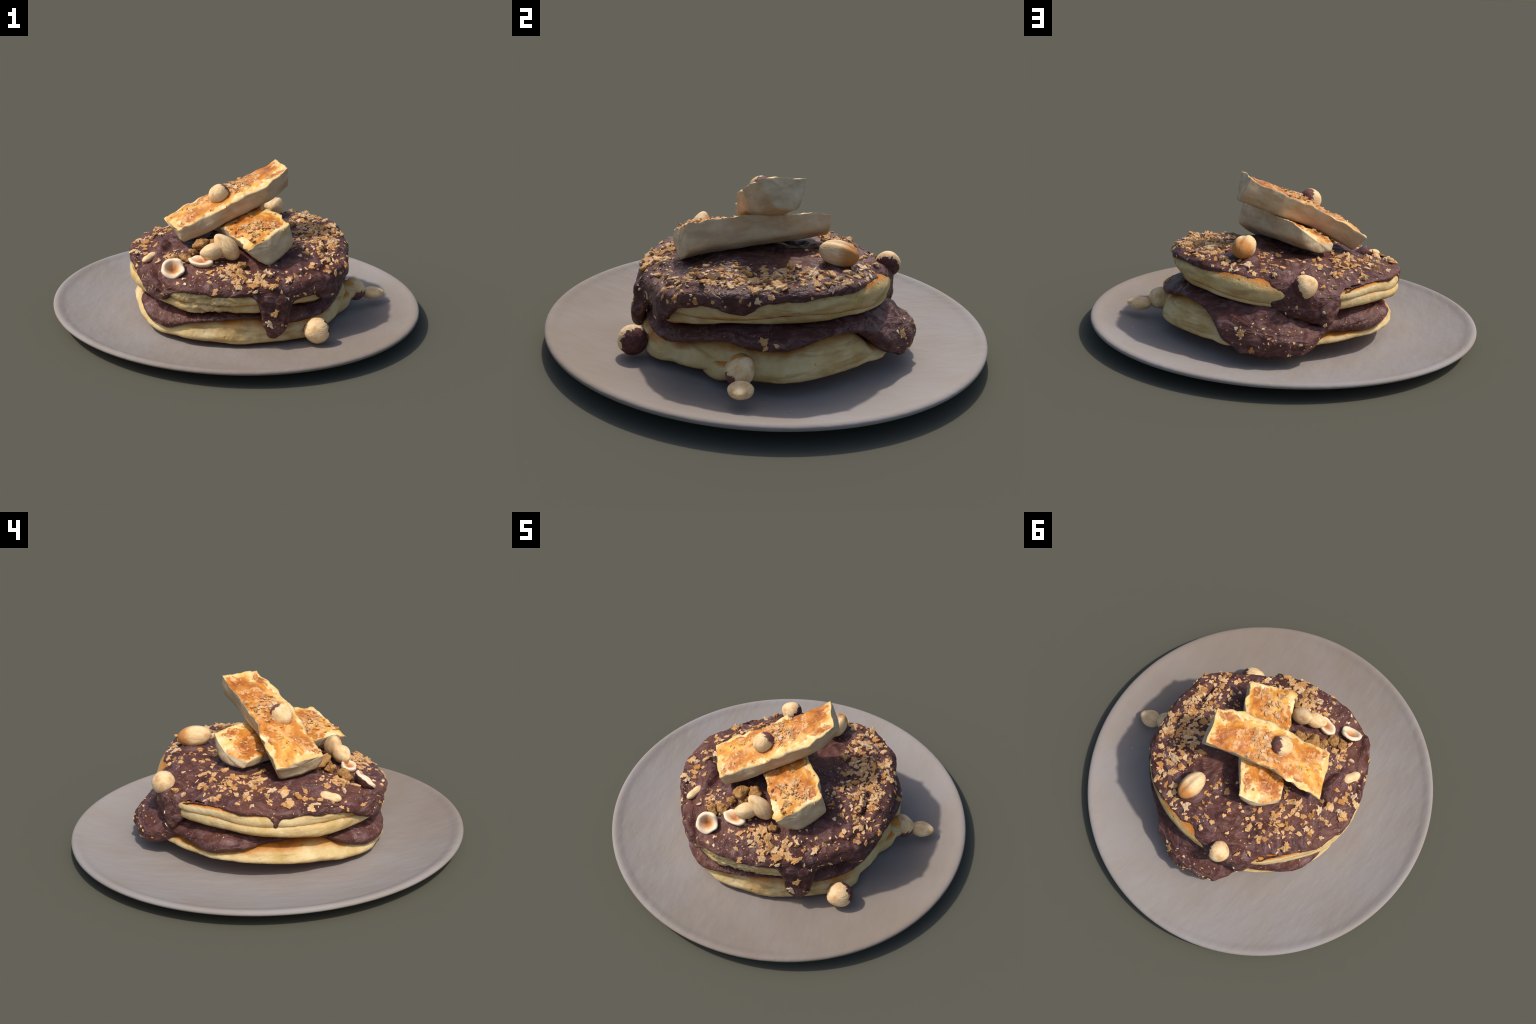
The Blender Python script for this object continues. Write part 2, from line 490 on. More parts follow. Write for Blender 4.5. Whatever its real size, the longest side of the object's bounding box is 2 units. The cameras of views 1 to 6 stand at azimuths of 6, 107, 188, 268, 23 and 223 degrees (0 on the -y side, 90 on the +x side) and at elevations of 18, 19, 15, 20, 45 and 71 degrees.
ZS_LOW = curve([(0, .203), (12, .196), (23, .202), (34, .226), (46, .25), (56, .235), (66, .18), (72, .12), (77, .085), (85, .07), (100, .068), (110, .075), (116, .09),
                (120, .115), (126, .137), (137, .131), (148, .129), (159, .147), (170, .158), (180, .17), (200, .17), (211, .152), (220, .110), (229, .080), (240, .075),
                (251, .120), (264, .138), (276, .151), (288, .15), (300, .112), (313, .105), (325, .115), (335, .140), (351, .188)])
R_BASE = curve([(0, .575), (10, .590), (16, .597), (25, .606), (34, .600), (42, .588), (56, .570), (66, .566), (75, .58), (90, .58), (110, .56), (125, .545), (140, .552), (155, .582), (170, .592), (185, .590), (200, .594), (218, .610), (233, .632),
                (248, .632), (262, .615), (277, .595), (292, .578), (308, .585), (318, .600), (324, .596), (331, .562), (341, .558), (350, .562)])
Z_BASE = curve([(0, .064), (20, .066), (50, .070), (75, .078), (100, .088), (125, .093), (150, .104), (170, .097), (190, .081), (205, .063), (218, .045), (233, .035), (248, .042),
                (262, .036), (275, .025), (290, .026), (308, .028), (325, .035), (342, .048)])


FALL_A = curve([(0, .028), (40, .018), (70, .018), (102, .026), (116, .033), (133, .042), (155, .014), (195, .015), (222, .020), (240, .030), (257, .037), (271, .037), (290, .052), (303, .056), (317, .040), (332, .031), (345, .030)])
FALL_B = curve([(0, .038), (20, .031), (50, .027), (75, .035), (95, .060), (108, .076), (122, .087), (133, .080), (151, .054), (165, .046), (190, .036), (202, .041), (222, .054), (240, .057), (257, .060), (271, .064), (290, .080), (303, .091), (317, .081), (330, .066), (343, .044)])


def z_surface(r, az):
    """Height of the chocolate-covered top at radius r and azimuth az, before the rim rolls over:
    a tilted plane that falls away toward the rim."""
    q = r / R_TOP(az)
    x, y = CX + r * math.cos(math.radians(az)), CY + r * math.sin(math.radians(az))
    fall = float(np.interp(q, (0, .3, .5, .75, .9, 1.0), (.010, .006, .012, FALL_A(az), FALL_B(az), FALL_B(az) * 1.6 + .005)))
    return 0.444 + 0.048 * x + 0.058 * y - fall


# ------------------------------------------------------------------ pancakes
def cake_profile(R, z0, z1, foot=None, dome=0.006, k=2.6, kb=None):
    """Half section from the axis below to the axis above, with a rounded rim."""
    h = (z1 - z0) / 2
    zm = (z0 + z1) / 2
    w = min(0.085, h * 1.05)
    pts = [(0.0, foot if foot is not None else z0 + abs(dome))]
    if foot is not None:
        pts += [(R * 0.3, foot + 0.001), (R * 0.62, foot + (z0 - foot) * 0.45), (R * 0.82, foot + (z0 - foot) * 0.85)]
    else:
        pts += [(R * 0.35, z0 + abs(dome)), (R * 0.7, z0 + abs(dome) * 0.5)]
    for t in np.linspace(-math.pi / 2, math.pi / 2, 27):
        c, s = math.cos(t), math.sin(t)
        e = 2 / (kb if kb and s < 0 else k)
        pts.append((R - w + w * abs(c) ** e, zm + h * math.copysign(abs(s) ** e, s)))
    pts += [(R * 0.6, z1 + dome * 0.8), (0.0, z1 + dome)]
    return pts


def pancake(name, rim, low, high, seed, torn=(), foot=None, dome=0.006, k=2.6, kb=None, flare=0.0, rough=0.004, waist=0.0):
    def prof(az):
        pts = cake_profile(rim(az), low(az), high(az), foot, dome=dome if foot is None else 0.0, k=k, kb=kb)
        if flare:                      # the rim leans out toward its foot
            z0, z1, R = low(az), high(az), rim(az)
            pts = [(r - flare * smooth01(z0 + .02, z1, z) * smooth01(R * .55, R * .9, r), z) for r, z in pts]
        if waist:                      # crease half way up the rim
            z0, z1 = low(az), high(az)
            pts = [(r - waist * math.exp(-((z - (z0 * .55 + z1 * .45)) / 0.008) ** 2) * (r > rim(az) * 0.9), z) for r, z in pts]
        return resample_n(pts, 130)
    v, f = revolve(prof, 420)
    out = []
    for p in v:
        r = math.hypot(p[0], p[1])
        az = math.degrees(math.atan2(p[1], p[0])) % 360
        g = 1 + rough * 2.2 * fbm(p, 6, seed) + rough * 0.9 * fbm(p, 22, seed + 4)
        z = p[2] + rough * 0.6 * fbm(p, 9, seed + 8)
        for c, w, d in torn:           # where the crumb is ripped open
            b = bump(az, c, w) * (r > 0.42)
            if b > 0.02:
                q = (p[0], p[1], p[2] * 2.2)
                g -= b * d * (0.15 + 1.1 * max(0, fbm(q, 15, seed + 20)) + 0.8 * abs(nz(q, 40, seed + 3)))
        out.append((p[0] * g, p[1] * g, z))
    return make_obj(name, out, f, M_CAKE, stack)


def top_under(az):
    return z_surface(R_TOP(az) * 0.9, az) - 0.022 - 0.010 * bump(az, 180, 55) - 0.024 * bump(az, 272, 26)

foot_z = plate_top(0.2) + 0.0015
base_high = lambda az: max(ZS_LOW(az) + 0.009, 0.143)
pancake("pancake", R_BASE, Z_BASE, base_high, 3.1, foot=foot_z, k=2.2, kb=4.5, flare=0.03, rough=0.005, waist=0.004)
pancake("pancake", lambda a: R_CAKE(a) - 0.006 - 0.036 * bump(a, 25, 50) - 0.016 * bump(a, 262, 28), ZB_LOW, lambda a: ZA_LOW(a) + 0.020, 9.4, torn=((262, 17, 0.045),), k=2.4)
pancake("pancake", lambda a: R_CAKE(a) - 0.010 * bump(a, 185, 55), ZA_LOW, top_under, 15.2, torn=((28, 13, 0.035), (258, 16, 0.055)), dome=-0.020, k=1.9, kb=2.4)


# a drawn-out fold of batter at the foot, reaching toward the pair of nuts
v, f = ball((.53, -.045, .082), (.045, .048, .115), 40, 24, Vector((.11, .17, .055)).to_track_quat("Z", "Y").to_matrix())
v2, f2 = ball((.575, .065, .120), (.062, .062, .058), 32, 20)
fold_mesh = fuse("batter", [(v, f), (v2, f2)], 0.006, 6)
push(fold_mesh, lambda p, n: 0.006 * fbm(p, 14, 3, 2))
fold_mesh.materials.clear(); fold_mesh.materials.append(M_CAKE)
batter = bpy.data.objects.new("batter_fold", fold_mesh)
scene.collection.objects.link(batter); batter.parent = stack


# ------------------------------------------------------------------ chocolate spread
def top_sheet(az):
    R, zl = R_TOP(az) + 0.004 * bump(az, 175, 60), Z_LOW(az)
    rim = R * 0.9
    zt = z_surface(rim, az)
    edge = z_surface(R * 1.0, az)
    drop = max(zt - edge, min(0.045, (zt - zl) * 0.55))
    inner = 0.045
    pts = [(0.0, 0.40), (R * 0.55, 0.395), (R - 0.11, min(zt - 0.026, 0.40))]
    long = max(0.0, (zt - zl) - 0.12)
    out_r = R + 0.32 * long * (0.35 if 120 > az > 88 else 1.0)
    out_r = min(out_r, 0.622 if 270 < az < 310 else 9)
    if long > 0.02:
        pts += [(R - 0.05, zt - 0.07), (out_r - inner, zl + 0.02), (out_r - inner + 0.012, zl), (out_r - 0.012, zl + 0.004), (out_r, zl + 0.03), (out_r - 0.002, (zl + zt - drop) / 2)]
    else:
        pts += [(R - 0.05, zl + 0.012), (R - 0.028, zl), (R - 0.006, zl + 0.002), (R + 0.001, zl + 0.014)]
    pts += [(R, zt - drop), (R - 0.007, zt - drop * 0.62), (R - 0.025, zt - drop * 0.27), (rim, zt)]
    pts += [(R * q, z_surface(R * q, az)) for q in (.82, .75, .6, .45, .3, .15, 0)]
    return resample_n(chaikin(pts, 2), 100)


def loc(x, y, z):
    return (x - CX, y - CY, z)

blobs = [ball(loc(-.100, .500, .270), (.058, .050, .052)),       # nut drowned in the spread behind
         ball(loc(-.268, .468, .235), (.046, .046, .050)),
         ball(loc(-.165, .482, .325), (.055, .045, .045)),
         ball(loc(-.225, .455, .29), (.055, .045, .06)),
         ball(loc(.245, -.525, .105), (.034, .030, .045)),        # tip of the front drip
         ball(loc(.272, -.505, .235), (.050, .040, .06)),
         ball(loc(.455, -.300, .262), (.042, .036, .050)),
         ball(loc(.16, .35, .435), (.10, .085, .032))]
top_mesh = fuse("chocolate_top", [revolve(top_sheet, 360)] + blobs, 0.0062, 4)


def near_line(p, line, width):
    """0..1 closeness of p to a polyline drawn on the spread."""
    best = 9.0
    for a, b in zip(line[:-1], line[1:]):
        ax, ay, az_ = b[0] - a[0], b[1] - a[1], b[2] - a[2]
        px, py, pz = p[0] - a[0], p[1] - a[1], p[2] - a[2]
        t = max(0.0, min(1.0, (px * ax + py * ay + pz * az_) / (ax * ax + ay * ay + az_ * az_)))
        best = min(best, (px - t * ax) ** 2 + (py - t * ay) ** 2 + (pz - t * az_) ** 2)
    return math.exp(-best / (width * width))

# strokes the palette knife left: points, width, depth (negative raises a ridge)
STROKES = [([loc(.470, -.020, .425), loc(.482, -.085, .42), loc(.478, -.150, .415)], .011, .048),
           ([loc(-.376, -.364, .38), loc(-.364, -.405, .37), loc(-.353, -.459, .35), loc(-.322, -.532, .32), loc(-.293, -.572, .30), loc(-.245, -.589, .295)], .016, .016),
           ([loc(-.415, -.370, .355), loc(-.400, -.420, .34), loc(-.388, -.480, .325), loc(-.350, -.550, .30)], .022, -.010),
           ([loc(-.404, -.048, .40), loc(-.342, -.137, .40), loc(-.342, -.203, .39), loc(-.350, -.266, .385)], .017, .014),
           ([loc(-.440, -.060, .39), loc(-.385, -.150, .395), loc(-.385, -.215, .385), loc(-.395, -.300, .375)], .020, -.011),
           ([loc(-.395, -.348, .37), loc(-.440, -.43, .34), loc(-.40, -.51, .315)], .014, .010),
           ([loc(-.500, -.02, .36), loc(-.505, -.14, .355), loc(-.50, -.25, .35), loc(-.46, -.34, .345)], .018, .009),
           ([loc(-.28, .28, .42), loc(-.18, .33, .42), loc(-.06, .36, .43)], .022, -.010),
           ([loc(-.33, .20, .41), loc(-.22, .26, .425), loc(-.10, .29, .43)], .018, .009),
           ([loc(.44, -.30, .37), loc(.50, -.22, .40), loc(.54, -.12, .41)], .020, -.010),
           ([loc(.33, -.40, .35), loc(.42, -.33, .36), loc(.50, -.27, .34)], .016, .009),
           ([loc(.10, -.50, .35), loc(.20, -.47, .36), loc(.30, -.40, .37)], .018, .008),
           ([loc(.26, .10, .45), loc(.30, .20, .45), loc(.27, .28, .45)], .02, .008)]


def folds_top(p, n):
    az = math.degrees(math.atan2(p[1], p[0])) % 360
    r = math.hypot(p[0], p[1])
    w = 0.35 * nz(p, 3, 2.0)
    swirl = (math.cos(math.radians(az)) * 2.2 + w, math.sin(math.radians(az)) * 2.2 + w, r * 9 + p[2] * 7)
    ridge = 1 - 2 * abs(noise.noise(Vector(swirl)))
    d = 0.0095 * ridge * (0.35 + 0.9 * bump(az, 225, 45) + 0.5 * bump(az, 330, 30) + 0.5 * bump(az, 110, 25))
    d += 0.009 * nz(p, 6.5, 5) + 0.008 * fbm(p, 14, 9, 2) + 0.0018 * nz(p, 60, 3)
    wig = (p[0] + 0.010 * nz(p, 14, 31), p[1] + 0.010 * nz(p, 14, 37), p[2])
    for line, w, depth in STROKES:
        if abs(wig[0] - line[0][0]) < .35 and abs(wig[1] - line[0][1]) < .35:
            d -= 1.5 * depth * near_line(wig, line, w)
    return d - 0.004

push(top_mesh, folds_top)
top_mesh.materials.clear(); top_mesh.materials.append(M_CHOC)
top_spread = bpy.data.objects.new("chocolate_topping", top_mesh)
scene.collection.objects.link(top_spread); top_spread.parent = stack


def mid_sheet(az):
    R, zl = R_LOW(az), ZS_LOW(az)
    zt = ZB_LOW(az) + 0.004
    lobe = math.exp(-(((az - 95) / 24) ** 4))
    t = max(zt - zl, 0.03)
    pts = [(0.0, 0.15), (R * 0.7, 0.15), (R - 0.09, max(zl + 0.012, 0.1)), (R - 0.04, zl), (R - 0.012, zl + 0.006), (R, zl + 0.22 * t + 0.008)]
    if lobe > 0.3:
        w = smooth01(94, 112, az)      # hollowed out where the drape hangs over it
        pts += [(R + 0.002, zl + 0.38 * t), (R - 0.024 - .02 * w, zl + (0.54 - .04 * w) * t), (R - 0.066 - .03 * w, zl + (0.72 - .06 * w) * t), (R - 0.105 - .02 * w, zl + (0.87 - .06 * w) * t), (R - 0.145, zt + 0.006)]
    else:
        pts += [(R - 0.004, zl + 0.42 * t), (R - 0.030, zl + 0.62 * t), (R - 0.062, zl + 0.78 * t), (R - 0.105, zt - 0.010)]
    pts += [(R * 0.5, zt + 0.006), (0.0, 0.26)]
    return resample_n(chaikin(pts, 2), 80)

mid_mesh = fuse("chocolate_mid", [revolve(mid_sheet, 360)], 0.0062, 3)


def folds_mid(p, n):
    az = math.degrees(math.atan2(p[1], p[0])) % 360
    lobe = bump(az, 95, 25)
    d = 0.006 * nz(p, 8, 1) + 0.003 * fbm(p, 22, 4, 2) + 0.0014 * nz(p, 60, 7)
    q = (p[0] * 1.0, p[1] * 0.4, p[2] * 0.6)
    return d + lobe * (0.020 * (0.6 - 2 * abs(nz(q, 10, 6))) + 0.006 * fbm(p, 24, 8, 2)) - 0.003

push(mid_mesh, folds_mid)
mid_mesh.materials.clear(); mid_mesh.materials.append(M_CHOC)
mid_spread = bpy.data.objects.new("chocolate_filling", mid_mesh)
scene.collection.objects.link(mid_spread); mid_spread.parent = stack


# ------------------------------------------------------------------ banana slices
def banana(stations, seed, bulge=(0.0, 0.02), jag=0.012, crown=0.0):
    """Lengthwise banana half, lofted through stations (u, six corners of the section), in order
    top left, top right, right flank, bottom right, bottom left, left flank."""
    us = [st[0] for st in stations]
    tracks = [[Vector(st[1][i]) for st in stations] for i in range(6)]
    near, far = [t[0] for t in tracks], [t[-1] for t in tracks]
    nl = 110
    counts = [30, 9, 7, 7, 7, 9]
    length = sum(far, Vector()) / 6 - sum(near, Vector()) / 6
    ax = length.normalized()
    side = ((near[1] - near[0]) + (far[1] - far[0])).normalized()
    side = (side - ax * side.dot(ax)).normalized()
    up = side.cross(ax)
    if up.z < 0:
        up = -up

    def along(track, u):
        i = max(0, min(len(us) - 2, int(np.searchsorted(us, u)) - 1))
        h = us[i + 1] - us[i]
        t = (u - us[i]) / h
        m0 = (track[i + 1] - track[max(0, i - 1)]) / (us[i + 1] - us[max(0, i - 1)])
        m1 = (track[min(len(us) - 1, i + 2)] - track[i]) / (us[min(len(us) - 1, i + 2)] - us[i])
        return track[i] * (2 * t**3 - 3 * t**2 + 1) + m0 * (h * (t**3 - 2 * t**2 + t)) + track[i + 1] * (-2 * t**3 + 3 * t**2) + m1 * (h * (t**3 - t**2))

    def section(u, grow=1.0):
        P = [along(t, u) for t in tracks]
        mid = (P[0] + P[1]) / 2
        # ragged cut edge: width and lip height wander along the slice
        for i, s in ((0, -1), (1, 1)):
            e = Vector((u * length.length, s * 3.3 + seed, seed))
            wob = jag * (0.9 * noise.noise(e * 9) + 0.9 * noise.noise(e * 21) * (0.4 + 1.2 * abs(noise.noise(e * 5))) + 0.30 * noise.noise(e * 47))
            P[i] = P[i] + side * s * wob + up * (0.8 * jag * noise.noise(e * 14 + Vector((5, 0, 0))) + 0.003)
        ring = []
        for i in range(6):
            a, b = P[i], P[(i + 1) % 6]
            for q in range(counts[i]):
                ring.append(a.lerp(b, q / counts[i]))
        m = len(ring)
        top = counts[0]
        for _ in range(4):             # round the flanks, keep the cut edges crisp
            ring = [ring[i] if i in (0, top) else (ring[i - 1] + ring[i] * 2 + ring[(i + 1) % m]) / 4 for i in range(m)]
        # the cut face is slightly dished and lumpy
        for i in range(1, top):
            t = i / top
            p = ring[i]
            dish = crown * math.sin(math.pi * t) ** 0.8 * (0.45 + 0.55 * smooth01(0, .2, u)) * smooth01(1.0, .72, u)
            ring[i] = p + up * (dish + 0.0065 * fbm(p, 15, seed, 3) + 0.0045 * nz(p, 42, seed + 2) + 0.002 * nz(p, 90, seed))
        for i in range(top, m):
            p = ring[i]
            out = (p - mid).normalized()
            ring[i] = p + out * (0.004 * fbm(p, 9, seed + 5, 2) + 0.0012 * nz(p, 50, seed))
        return ring, mid
    rings = []
    m = sum(counts)
    for k in range(nl + 1):
        rings.append(section(k / nl)[0])
    verts, faces = [], []
    caps = 6
    def cap(ring, outward, b):
        cen = sum(ring, Vector()) / m
        out = []
        for c in range(1, caps):
            s = 1 - c / caps
            h = b * (1 - s * s) + 0.0
            out.append([cen.lerp(p, s) + outward * (h + 0.004 * fbm(cen.lerp(p, s), 16, seed + 7, 2)) for p in ring])
        return out, cen + outward * b
    for r in rings:       # ends wander a little
        pass
    for end, sgn in ((0, -1), (nl, 1)):
        rings[end] = [p + ax * sgn * (0.006 * fbm(p, 12, seed + 3, 2)) for p in rings[end]]
    c_near, p_near = cap(rings[0], -ax, bulge[0])
    c_far, p_far = cap(rings[-1], ax, bulge[1])
    allr = c_near[::-1] + rings + c_far
    for r in allr:
        verts += r
    for k in range(len(allr) - 1):
        for i in range(m):
            j = (i + 1) % m
            faces.append((k * m + i, (k + 1) * m + i, (k + 1) * m + j, k * m + j))
    a, b = len(verts), len(verts) + 1
    verts += [p_near, p_far]
    last = (len(allr) - 1) * m
    for i in range(m):
        j = (i + 1) % m
        faces.append((a, i, j))
        faces.append((b, last + j, last + i))
    # local frame: x along the slice, z out of the cut face, origin mid face
    o = (near[0] + near[1] + far[0] + far[1]) / 4
    rot = Matrix((ax, up.cross(ax), up)).transposed()
    inv = rot.transposed()
    local = [inv @ (p - o) for p in verts]
    ob = make_obj("banana_slice", local, faces, M_BANANA, stack)
    bm = bmesh.new(); bm.from_mesh(ob.data); bmesh.ops.recalc_face_normals(bm, faces=bm.faces); bm.to_mesh(ob.data); bm.free()
    ob.matrix_basis = Matrix.Translation(Vector(o) - Vector((CX, CY, 0))) @ rot.to_4x4()
    return ob, rot, Vector(o)

def half(tl, tr, drop_l, drop_r, flank_l=.5, flank_r=.5):
    """Six corners from the cut face's edge points and the drops to the two bottom corners."""
    tl, tr, bl, br = Vector(tl), Vector(tr), Vector(drop_l), Vector(drop_r)
    out = (tr - tl).normalized() * .008
    return [tl, tr, tr + br * flank_r + out, tr + br, tl + bl, tl + bl * flank_l - out]

upper_stations = [
    (0.0, half((-.400, -.035, .503), (-.282, -.272, .518), (.067, -.022, -.080), (.024, .029, -.076))),
    (0.22, half((-.275, .006, .588), (-.165, -.228, .565), (.068, -.022, -.088), (.026, .034, -.082))),
    (0.38, half((-.185, .030, .640), (-.070, -.190, .622), (.066, -.020, -.095), (.027, .040, -.088))),
    (0.60, half((-.055, .080, .698), (.040, -.142, .680), (.060, -.014, -.105), (.024, .046, -.096))),
    (0.80, half((.062, .130, .752), (.158, -.081, .733), (.056, -.010, -.112), (.016, .060, -.100))),
    (1.0, half((.170, .188, .812), (.248, .013, .813), (.054, -.008, -.119), (.006, .085, -.122)))]
upper, upper_rot, upper_o = banana(upper_stations, 2.3, bulge=(0.002, 0.004), jag=0.015, crown=0.021)

lower_stations = [
    (0.0, [(.104, -.430, .481), (.292, -.280, .586), (.318, -.264, .480), (.268, -.302, .430), (.206, -.352, .380), (.150, -.402, .425)]),
    (0.22, [(.057, -.376, .497), (.232, -.183, .602), (.250, -.165, .500), (.190, -.210, .440), (.130, -.265, .405), (.085, -.335, .440)]),
    (0.50, [(-.050, -.195, .512), (.125, -.035, .610), (.140, -.020, .510), (.090, -.06, .455), (.020, -.12, .430), (-.03, -.175, .455)]),
    (0.78, [(-.165, -.030, .505), (.015, .120, .609), (.025, .130, .525), (-.03, .095, .468), (-.100, .03, .445), (-.150, -.01, .455)]),
    (0.93, [(-.225, .050, .495), (-.050, .195, .604), (-.055, .205, .525), (-.11, .165, .470), (-.165, .11, .455), (-.212, .07, .455)]),
    (1.0, [(-.250, .090, .487), (-.088, .246, .597), (-.105, .245, .525), (-.155, .222, .478), (-.195, .175, .460), (-.240, .115, .458)])]
lower, lower_rot, lower_o = banana(lower_stations, 8.9, bulge=(0.006, 0.022), jag=0.014, crown=0.004)


# ------------------------------------------------------------------ hazelnuts
def nut_mesh(kind, seed):
    """Unit hazelnut along z: blunt base at -z, pointed tip at +z, faint meridian ridges."""
    v, f = ball((0, 0, 0), (1, 1, 1), 40, 28)
    out = []
    for p in v:
        r = math.hypot(p.x, p.y)
        a = math.atan2(p.y, p.x)
        g = 1 + 0.035 * nz(p, 1.3, seed) + 0.012 * math.sin(7 * a + 2 * nz(p, 2, seed)) * r
        z = p.z
        if kind == "pointed":
            z = z + 0.16 * max(0, z) ** 5
            g *= 1 - 0.05 * max(0, z)
        if kind == "grooved":
            g -= 0.13 * math.exp(-(((a + 1.2) / 0.28) ** 2)) * r
        if kind == "peanut":
            g *= 0.80 + 0.22 * min(1, abs(z) * 1.6)
        out.append((p.x * g, p.y * g, z * (1 + 0.02 * nz(p, 1.7, seed + 3))))
    me = bpy.data.meshes.new("hazelnut")
    me.from_pydata(out, [], f)
    me.update()
    me.polygons.foreach_set("use_smooth", [True] * len(me.polygons))
    me.materials.append(M_NUT[-1.5])
    return me


def place(name, me, mat, at, axis, radii, spin=0.0):
    ob = bpy.data.objects.new(name, me)
    scene.collection.objects.link(ob)
    ob.parent = stack
    if mat:
        ob.material_slots[0].link = "OBJECT"
        ob.material_slots[0].material = mat
    q = Vector(axis).to_track_quat("Z", "Y") @ Quaternion((0, 0, 1), spin)
    ob.matrix_basis = Matrix.Translation(Vector(at) - Vector((CX, CY, 0))) @ q.to_matrix().to_4x4() @ Matrix.Diagonal((*radii, 1))
    return ob

N_ROUND, N_POINT, N_GROOVE, N_PEANUT = nut_mesh("round", 1), nut_mesh("pointed", 5), nut_mesh("grooved", 9), nut_mesh("peanut", 13)
place("hazelnut", N_POINT, M_NUT[-1.5], (.742, .132, .099), (1, .15, .05), (.052, .032, .060))
place("hazelnut", N_POINT, M_NUT[-.55], (.648, .094, .126), (-.45, .45, .75), (.056, .056, .061), 1.0)
place("hazelnut", N_POINT, M_NUT[-.3], (.466, -.457, .092), (-.60, -.68, .05), (.066, .066, .066), 0.4)
place("hazelnut", N_GROOVE, M_NUT["toast"], (.158, .350, .508), (-.1, -.98, .10), (.056, .056, .088), 2.6)
place("hazelnut", N_POINT, M_NUT[-.3], (-.165, .506, .381), (-.80, -.05, .38), (.058, .058, .056), 0.0)
place("hazelnut", N_ROUND, M_NUT[-.55], (-.101, -.087, .676), (-.5, -.55, -.45), (.056, .052, .058), 0.7)
place("hazelnut", N_POINT, M_NUT[-1.5], (-.016, -.349, .468), (-.70, .01, .72), (.046, .050, .078), 0.0)
place("hazelnut", N_POINT, M_NUT[-1.5], (-.085, -.382, .452), (-.85, -.35, -.1), (.044, .042, .058), 1.4)
place("peanut_half", N_PEANUT, M_NUT[-1.5], (-.433, -.281, .366), (-.40, -.90, -.15), (.030, .020, .055), 0.3)


def half_nut_mesh(depth, seed):
    """Half a hazelnut, cut face at +z with a hollow of given depth."""
    pts = [(0, -0.75)] + [(math.sin(t), -0.75 * math.cos(t)) for t in np.linspace(0.15, 1.5, 14)]
    pts += [(0.985, 0.05), (0.92, 0.10), (0.82, 0.11), (0.74, 0.10)] + [(0.70 * k, 0.07 - depth * (1 - k * k) ** 1.3) for k in np.linspace(0.97, 0.12, 12)] + [(0, 0.07 - depth)]
    v, f = revolve(lambda a: pts, 40)
    out = [(x * (1 + 0.13 * nz((x, y, z), 1.5, seed)), y * (1 + 0.13 * nz((x, y, z), 1.5, seed + 2)), z + 0.13 * nz((x, y, z), 1.6, seed)) for x, y, z in v]
    me = bpy.data.meshes.new("hazelnut_half")
    me.from_pydata(out, [], f)
    me.update()
    me.polygons.foreach_set("use_smooth", [True] * len(me.polygons))
    me.materials.append(M_NUT[-1.5]); me.materials.append(M_FACE)
    for p in me.polygons:
        c = p.center
        if p.normal.z > 0.05 or (c.z > -0.12 and math.hypot(c.x, c.y) > .85):
            p.material_index = 1
    return me

HALF_A, HALF_B = half_nut_mesh(0.5, 3), half_nut_mesh(0.25, 8)
place("hazelnut_half", HALF_A, M_NUT[.25], (-.271, -.476, .382), (.10, -.66, .74), (.060, .057, .060), 0.5)
place("hazelnut_half", HALF_B, M_NUT[-1.5], (-.140, -.412, .412), (-.10, -.35, .93), (.066, .040, .050), 0.0)


# ------------------------------------------------------------------ chopped nuts
def flake_mesh(n, seed, thick):
    """Chopped nut: a flat, ragged, slanting chip with broken edges."""
    r = random.Random(seed)
    k = r.randint(11, 17)
    ang = [TAU * (i + r.uniform(-.35, .35)) / k for i in range(k)]
    rad = [r.choice((r.uniform(.42, .70), r.uniform(.70, 1.12))) for _ in ang]
    sx = r.uniform(.55, 1.0)
    tilt = (r.uniform(-.4, .4) * thick, r.uniform(-.4, .4) * thick)
    bm = bmesh.new()
    lo, mid, hi = [], [], []
    for a, q in zip(ang, rad):
        x, y = math.cos(a) * q, math.sin(a) * q * sx
        t = thick + tilt[0] * x + tilt[1] * y
        lo.append(bm.verts.new((x * .95, y * .95, -thick)))
        mid.append(bm.verts.new((x, y, t * r.uniform(.2, .7))))
        hi.append(bm.verts.new((x * .84 + r.uniform(-.05, .05), y * .84 + r.uniform(-.05, .05), t * r.uniform(.8, 1.4))))
    tc = bm.verts.new((r.uniform(-.15, .15), r.uniform(-.1, .1), thick * r.uniform(.9, 1.5)))
    bm.faces.new(lo[::-1])
    for i in range(k):
        j = (i + 1) % k
        bm.faces.new((lo[i], lo[j], mid[j], mid[i]))
        bm.faces.new((mid[i], mid[j], hi[j], hi[i]))
        bm.faces.new((hi[i], hi[j], tc))
    me = bpy.data.meshes.new(n)
    bm.to_mesh(me); bm.free()
    me.materials.append(M_CRUMB)
    return me

FLAKES = [flake_mesh("nut_chip", 100 + i, t) for i, t in enumerate((.10, .13, .18, .11, .24, .15, .09, .30, .14, .20, .12, .17, .36, .12))]


def lump_mesh(seed):
    v, f = ball((0, 0, 0), (1, .8, .6), 28, 18)
    out = [Vector(p) * (1 + 0.38 * fbm(p, 1.5, seed, 3) + 0.10 * nz(p, 5, seed)) for p in v]
    me = bpy.data.meshes.new("crumble_piece")
    me.from_pydata([tuple(p) for p in out], [], f)
    me.update()
    me.polygons.foreach_set("use_smooth", [True] * len(me.polygons))
    me.materials.append(M_CRUMBLE)
    return me

LUMPS = [lump_mesh(s) for s in (2, 6, 11)]
bpy.context.view_layer.update()
dg = bpy.context.evaluated_depsgraph_get()


def tree_of(ob):
    bm = bmesh.new(); bm.from_mesh(ob.data); bm.transform(ob.matrix_world)
    t = BVHTree.FromBMesh(bm); bm.free()
    return t

